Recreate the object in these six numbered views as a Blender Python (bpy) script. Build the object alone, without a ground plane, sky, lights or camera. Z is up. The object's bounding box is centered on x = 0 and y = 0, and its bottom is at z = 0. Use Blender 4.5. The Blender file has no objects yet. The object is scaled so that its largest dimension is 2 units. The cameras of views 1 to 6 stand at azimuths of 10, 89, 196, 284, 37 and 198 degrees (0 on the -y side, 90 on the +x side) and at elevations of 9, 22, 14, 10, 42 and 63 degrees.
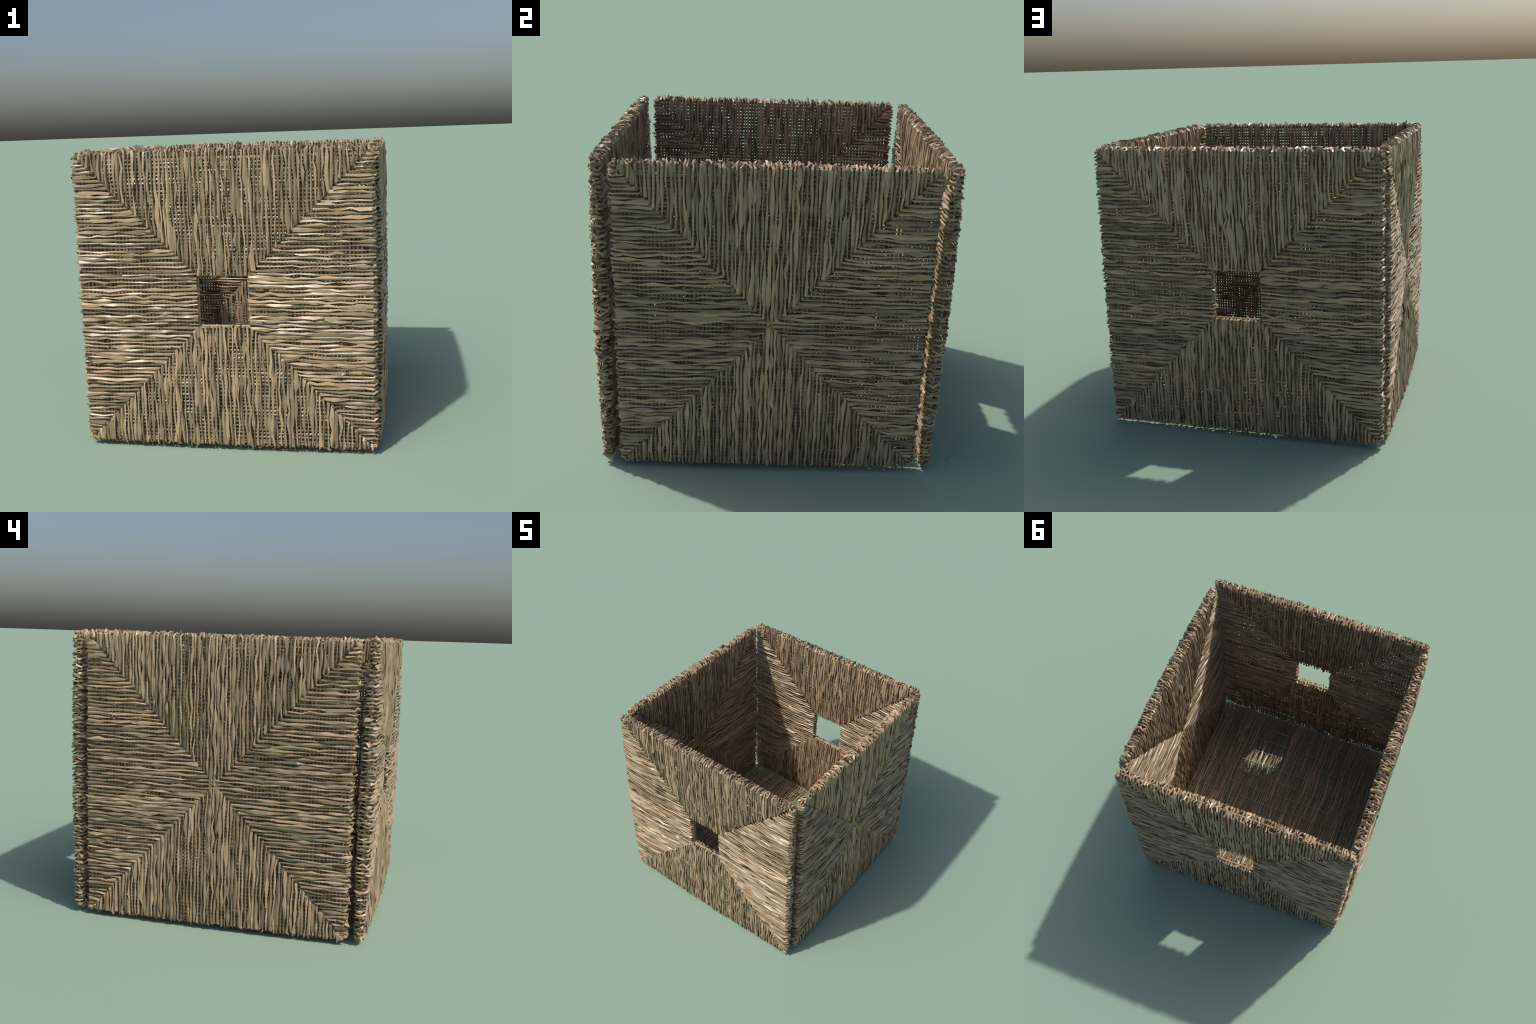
"""Open square basket: four rush-woven wall panels (two with a square hand hole)
around a slatted woven floor.  Every strand is a faceted, irregular rush."""
import bpy, math, random
import numpy as np

rng = np.random.default_rng(20240611)

# ------------------------------------------------------------------ sizes (m)
Z_LOW, Z_HIGH = 0.032, 1.832        # height of the strand loops' turning points
Y_WALL, X_WALL = 0.928, 0.892       # mid-planes of the two pairs of walls
Y_WALL_HALF = 0.898                 # half width of the front/back walls (along x)
X_WALL_HALF = 0.850                 # half width of the side walls (along y)
STRANDS = 75                        # strands per direction in one wall
HOLE_HALF = 0.152                   # half side of the hand hole
ROD = 0.0085                        # radius of the frame rods
SIDES = 4                           # facets of a strand

# ---------------------------------------------------------------- materials
def rush_material(name, base, dark, olive):
    m = bpy.data.materials.new(name)
    m.use_nodes = True
    nt = m.node_tree
    nt.nodes.clear()
    out = nt.nodes.new('ShaderNodeOutputMaterial')
    bsdf = nt.nodes.new('ShaderNodeBsdfPrincipled')
    tc = nt.nodes.new('ShaderNodeTexCoord')
    big = nt.nodes.new('ShaderNodeTexNoise')
    big.inputs['Scale'].default_value = 24.0
    big.inputs['Detail'].default_value = 2.0
    fine = nt.nodes.new('ShaderNodeTexNoise')
    fine.inputs['Scale'].default_value = 160.0
    fine.inputs['Detail'].default_value = 3.0
    ramp = nt.nodes.new('ShaderNodeValToRGB')
    cr = ramp.color_ramp
    cr.elements[0].position = 0.30
    cr.elements[0].color = (*dark, 1)
    cr.elements[1].position = 0.72
    cr.elements[1].color = (*base, 1)
    e = cr.elements.new(0.5)
    e.color = (*olive, 1)
    mix = nt.nodes.new('ShaderNodeMix')
    mix.data_type = 'RGBA'
    mix.blend_type = 'MULTIPLY'
    mix.inputs[0].default_value = 0.22
    bump = nt.nodes.new('ShaderNodeBump')
    bump.inputs['Strength'].default_value = 0.12
    bump.inputs['Distance'].default_value = 0.002
    L = nt.links.new
    L(tc.outputs['Object'], big.inputs['Vector'])
    L(tc.outputs['Object'], fine.inputs['Vector'])
    L(big.outputs['Fac'], ramp.inputs['Fac'])
    L(ramp.outputs['Color'], mix.inputs[6])
    L(fine.outputs['Fac'], mix.inputs[7])
    L(mix.outputs[2], bsdf.inputs['Base Color'])
    L(fine.outputs['Fac'], bump.inputs['Height'])
    L(bump.outputs['Normal'], bsdf.inputs['Normal'])
    bsdf.inputs['Roughness'].default_value = 0.40
    bsdf.inputs['Specular IOR Level'].default_value = 0.6
    L(bsdf.outputs['BSDF'], out.inputs['Surface'])
    return m

RUSH = [rush_material('rush_tan',   (0.525, 0.382, 0.240), (0.425, 0.306, 0.188), (0.475, 0.344, 0.214)),
        rush_material('rush_olive', (0.385, 0.304, 0.185), (0.312, 0.243, 0.146), (0.348, 0.273, 0.165)),
        rush_material('rush_brown', (0.320, 0.240, 0.148), (0.250, 0.185, 0.112), (0.285, 0.212, 0.130))]
SHARE = (0.52, 0.25, 0.23)             # how many strands are of each tint
ROD_MAT = rush_material('peeled_rod', (0.40, 0.305, 0.20), (0.34, 0.26, 0.168), (0.37, 0.283, 0.184))

# ------------------------------------------------------------ strand geometry
def tube(path, lateral, wide, thick, twist, closed):
    """Faceted tube along a path that lies in the plane normal to `lateral`."""
    P = np.asarray(path, float)
    n = len(P)
    if closed:
        T = np.roll(P, -1, 0) - np.roll(P, 1, 0)
    else:
        T = np.gradient(P, axis=0)
    T /= np.linalg.norm(T, axis=1, keepdims=True) + 1e-12
    A = np.tile(np.asarray(lateral, float), (n, 1))
    A -= (A * T).sum(1, keepdims=True) * T
    A /= np.linalg.norm(A, axis=1, keepdims=True)
    B = np.cross(T, A)
    ang = np.arange(SIDES) * 2 * math.pi / SIDES
    ca, sa = np.cos(ang), np.sin(ang)
    x = wide[:, None] * ca[None]
    y = thick[:, None] * sa[None]
    ct, st = np.cos(twist)[:, None], np.sin(twist)[:, None]
    X, Y = x * ct - y * st, x * st + y * ct
    V = P[:, None] + X[..., None] * A[:, None] + Y[..., None] * B[:, None]
    V = V.reshape(-1, 3)
    faces = []
    m = n if closed else n - 1
    for k in range(m):
        a, b = k * SIDES, ((k + 1) % n) * SIDES
        for j in range(SIDES):
            j2 = (j + 1) % SIDES
            faces.append((a + j, a + j2, b + j2, b + j))
    if not closed:
        faces.append(tuple(range(SIDES - 1, -1, -1)))
        faces.append(tuple((n - 1) * SIDES + j for j in range(SIDES)))
    return V, faces

def irregular(n, wide=0.0086, thick=0.0066, spread=0.44):
    """Random width, thickness and twist at each ring of a strand."""
    base = math.exp(rng.normal(0, 0.16))
    w = np.clip(wide * base * np.exp(rng.normal(0, spread, n)), 0.0034, 0.0175)
    t = np.clip(thick * base * np.exp(rng.normal(0, spread * 0.8, n)), 0.0034, 0.0150)
    tw = rng.uniform(-0.8, 0.8) + rng.normal(0, 0.45, n)
    return w, t, tw

def make_object(name, V, faces, mat, parent, kind=None, slots=None):
    me = bpy.data.meshes.new(name)
    me.from_pydata(np.asarray(V).tolist(), [], faces)
    for m in (mat if isinstance(mat, list) else [mat]):
        me.materials.append(m)
    if slots is not None:
        me.polygons.foreach_set('material_index', np.asarray(slots, dtype=np.int32))
    me.update()
    me.shade_smooth()
    me.set_sharp_from_angle(angle=math.radians(42))
    ob = bpy.data.objects.new(name, me)
    bpy.context.collection.objects.link(ob)
    ob.parent = parent
    if kind:
        ob['kind'] = kind
    return ob

def join_pieces(pieces):
    VV, FF, o = [], [], 0
    for V, F in pieces:
        VV.append(V)
        FF += [tuple(i + o for i in f) for f in F]
        o += len(V)
    return np.concatenate(VV), FF

def rod_piece(p, q, r, sides=8):
    p, q = np.asarray(p, float), np.asarray(q, float)
    t = (q - p) / np.linalg.norm(q - p)
    ref = np.array([0, 0, 1.0]) if abs(t[2]) < 0.9 else np.array([1.0, 0, 0])
    a = np.cross(t, ref); a /= np.linalg.norm(a)
    b = np.cross(t, a)
    V = []
    for c in (p, q):
        for j in range(sides):
            f = 2 * math.pi * (j + 0.5) / sides
            V.append(c + r * (math.cos(f) * a + math.sin(f) * b))
    F = [(j, (j + 1) % sides, sides + (j + 1) % sides, sides + j) for j in range(sides)]
    F += [tuple(range(sides - 1, -1, -1)), tuple(range(sides, 2 * sides))]
    return np.array(V), F

# ------------------------------------------------ pillow shape of a wall panel
RAIL_CORNER, RAIL_MIDDLE = 0.025, 0.041   # half thickness along the rails
SEAM_CORNER, SEAM_CENTRE = 0.026, 0.027   # half thickness along the seams
BULGE = 0.011                             # extra fullness between rail and seam
CORE = 0.005                              # strands hidden inside the panel

def half_thickness(u, t):
    """u: place along the rail (-1..1), t: 0 at the rail, 1 at the seam."""
    k = 1 - u * u
    rail = RAIL_CORNER + (RAIL_MIDDLE - RAIL_CORNER) * k
    seam = SEAM_CORNER + (SEAM_CENTRE - SEAM_CORNER) * (1 - abs(u))
    return rail + (seam - rail) * t + BULGE * k * 4 * t * (1 - t)

STEP = 0.070

def run_points(u, rail, seam, side):
    """Points (along, out) of one visible run from rail to seam."""
    length = abs(seam - rail)
    n = max(1, int(round(length / STEP)))
    pts = []
    for i in range(n + 1):
        t = i / n
        if 0 < i < n:
            t += rng.uniform(-0.25, 0.25) / n
        inset = min(0.012, 0.3 * length)
        a = rail + (seam - rail) * (inset / length + t * (1 - inset / length))
        out = half_thickness(u, t)
        pts.append((a, side * (out + rng.normal(0, 0.0022))))
    return pts

def turn_points(u, rail, direction, size=1.0):
    """The hairpin over a rail: two knuckles just beyond the rod."""
    h = half_thickness(u, 0.0) * size
    d1, d2 = rng.normal(0.0, 0.0045, 2)
    k1, k2 = rng.uniform(0.45, 0.88, 2)
    top = rng.normal(0.003, 0.005)
    return [(rail + direction * d1, k1 * h, 'K'),
            (rail + direction * top, rng.uniform(-0.3, 0.3) * h, 'K'),
            (rail + direction * d2, -k2 * h, 'K')]

def strand_loop(u, low, high, d_low, d_high):
    """Closed loop: over the high rail, down one face, round the low rail, up
    the other face.  d_* = length of the visible run from each rail."""
    pts = turn_points(u, high, +1)[::-1]            # from the back face to the front
    front = run_points(u, high, high - d_high, +1)
    pts += front
    inner_len = (high - d_high) - (low + d_low)
    def core(a0, a1, side):
        L = abs(a1 - a0)
        if L < 0.05:
            return []
        n = max(2, int(round(L / 0.16)))
        e = 0.022 * (1 if a1 > a0 else -1)
        return [(a0 + e + (a1 - a0 - 2 * e) * i / n, side * CORE + rng.normal(0, 0.0015), 'C', 0) for i in range(n + 1)]
    pts += core(high - d_high, low + d_low, +1)
    pts += run_points(u, low, low + d_low, +1)[::-1]
    k = turn_points(u, low, -1)
    pts += k
    pts += run_points(u, low, low + d_low, -1)
    pts += core(low + d_low, high - d_high, -1)
    pts += run_points(u, high, high - d_high, -1)[::-1]
    return pts

def hole_loop(u, rail, rim, sign):
    """Short loop between an outer rail and the rod of the hand hole."""
    pts = turn_points(u, rail, sign)[::-1]
    pts += run_points(u, rail, rim, +1)
    h = SEAM_CENTRE
    j = rng.normal(0, 0.005, 2)
    pts += [(rim - sign * j[0], 0.6 * h, 'K'), (rim - sign * j[1], -0.6 * h, 'K')]
    pts += run_points(u, rail, rim, -1)[::-1]
    return pts

def wall_strands(half, hole):
    """All strand loops of one wall in panel space (across, up, out)."""
    zc, zh = (Z_LOW + Z_HIGH) / 2, (Z_HIGH - Z_LOW) / 2
    result = []
    def build(pts, across_pos, vertical):
        n = len(pts)
        knuckle = np.array([len(p) == 3 for p in pts])
        hidden = np.array([len(p) == 4 for p in pts])
        side = across_pos + rng.normal(0, 1, n) * np.where(hidden, 0.0014, 0.0028) + knuckle * rng.normal(0, 0.0042, n)
        P = np.zeros((n, 3))
        al = np.array([p[0] for p in pts]); out = np.array([p[1] for p in pts])
        if vertical:
            P[:, 0], P[:, 1], lat = side, al, (1, 0, 0)
        else:
            P[:, 1], P[:, 0], lat = side, al, (0, 1, 0)
        P[:, 2] = out
        w, t, tw = irregular(n)
        m = int(knuckle.sum())
        spike = rng.uniform(0, 1, m)                # flat and broad ... thin and pointed
        w[knuckle] = 0.0120 - 0.0098 * spike
        t[knuckle] = 0.0032 + 0.0170 * spike ** 1.8
        h = int(hidden.sum())
        w[hidden] = 0.0081 * np.exp(rng.normal(0, 0.14, h))
        t[hidden] = 0.0045 * np.exp(rng.normal(0, 0.14, h))
        tw[hidden] = rng.normal(0, 0.45, h)
        tw[knuckle] = rng.normal(0, 0.65, m)
        return tube(P, lat, w, t, tw, True)
    hole_r = HOLE_HALF if hole else 0.0
    for vertical in (True, False):
        mine, other = (half, zh) if vertical else (zh, half)
        c0, c1 = (0.0, zc) if vertical else (zc, 0.0)
        for i in range(STRANDS):
            u = -1 + 2 * (i + 0.5) / STRANDS
            pos = c0 + u * mine * 0.985
            lo, hi = c1 - other, c1 + other
            off = abs(u) * mine
            if hole and off < hole_r - 0.004:
                for sgn, rail in ((1, hi), (-1, lo)):
                    rim = c1 + sgn * (hole_r + 0.008)
                    result.append((other - hole_r, build(hole_loop(u, rail, rim, sgn), pos, vertical)))
            else:
                frac = (mine - off) / (mine - hole_r)
                d = max(0.016, frac * (other - hole_r) + rng.normal(0, 0.004))
                result.append((d, build(strand_loop(u, lo, hi, d, d), pos, vertical)))
    return result

def wall_rods(half, hole):
    zi0, zi1 = Z_LOW + 0.010, Z_HIGH - 0.012
    s = half - 0.012
    pcs = []
    for z in (zi0, zi1):
        pcs.append(rod_piece((-s, z, 0), (s, z, 0), ROD))
    for x in (-s, s):
        pcs.append(rod_piece((x, zi0, 0), (x, zi1, 0), ROD))
    if hole:
        zc, r = (Z_LOW + Z_HIGH) / 2, HOLE_HALF + 0.006
        for sg in (-1, 1):
            pcs.append(rod_piece((-r, zc + sg * r, 0), (r, zc + sg * r, 0), ROD))
            pcs.append(rod_piece((sg * r, zc - r, 0), (sg * r, zc + r, 0), ROD))
    return pcs

# --------------------------------------------------------------- the basket
basket = bpy.data.objects.new('woven_basket', None)
bpy.context.collection.objects.link(basket)
basket['label'] = 'open square tan rush basket with two hand holes'
basket['category'] = 'basket'

SINGLE_PER_WALL = 75
walls = [   # origin of mid-plane, across axis, outward axis, half width, hole
    ((0, -Y_WALL, 0), (1, 0, 0), (0, -1, 0), Y_WALL_HALF, True),
    ((0,  Y_WALL, 0), (-1, 0, 0), (0, 1, 0), Y_WALL_HALF, True),
    (( X_WALL, 0, 0), (0, 1, 0), (1, 0, 0), X_WALL_HALF, False),
    ((-X_WALL, 0, 0), (0, -1, 0), (-1, 0, 0), X_WALL_HALF, False),
]
for origin, across, outward, half, hole in walls:
    M = np.array([across, (0, 0, 1), outward], float)
    def place(V):
        return np.asarray(V) @ M + np.array(origin, float)
    strands = wall_strands(half, hole)
    V, F = join_pieces(wall_rods(half, hole))
    frame = make_object('wall_frame', place(V), F, ROD_MAT, basket)
    order = sorted(range(len(strands)), key=lambda k: -strands[k][0])
    single = set(order[:SINGLE_PER_WALL])
    rest = []
    slots = []
    for k, (d, (V, F)) in enumerate(strands):
        tint = int(rng.choice(3, p=SHARE))
        if k in single:
            make_object('rush_strand', place(V), F, RUSH[tint], frame)
        else:
            rest.append((place(V), F))
            slots += [tint] * len(F)
    V, F = join_pieces(rest)
    make_object('rush_strands', V, F, RUSH, frame, kind='stuff', slots=slots)

# ------------------------------------------------------------------ the floor
FLOOR_Z, FLOOR_X, FLOOR_Y = 0.072, 0.845, 0.856
FLOOR_RODS, FLOOR_STRANDS = 14, 103
rod_y = np.linspace(-FLOOR_Y + 0.014, FLOOR_Y - 0.014, FLOOR_RODS)
pcs = [rod_piece((-FLOOR_X, y, FLOOR_Z), (FLOOR_X, y, FLOOR_Z), 0.0065) for y in rod_y]
V, F = join_pieces(pcs)
floor = make_object('floor_frame', V, F, ROD_MAT, basket)
for i in range(FLOOR_STRANDS):
    x = -FLOOR_X + 2 * FLOOR_X * (i + 0.5) / FLOOR_STRANDS
    pts = [(-FLOOR_Y - 0.004, 0.0)]
    for k, y in enumerate(rod_y):
        s = 1 if (k + i) % 2 else -1
        pts.append((y, s * rng.uniform(0.008, 0.0125)))
    pts.append((FLOOR_Y + 0.004, 0.0))
    n = len(pts)
    P = np.zeros((n, 3))
    P[:, 0] = x + rng.normal(0, 0.0040, n)
    P[:, 1] = [p[0] for p in pts]
    P[:, 2] = FLOOR_Z + np.array([p[1] for p in pts])
    w, t, tw = irregular(n, 0.0057, 0.0050, 0.40)
    V, F = tube(P, (1, 0, 0), w, t, tw * 0.6, False)
    make_object('floor_strand', V, F, RUSH[int(rng.choice(3, p=SHARE))], floor)
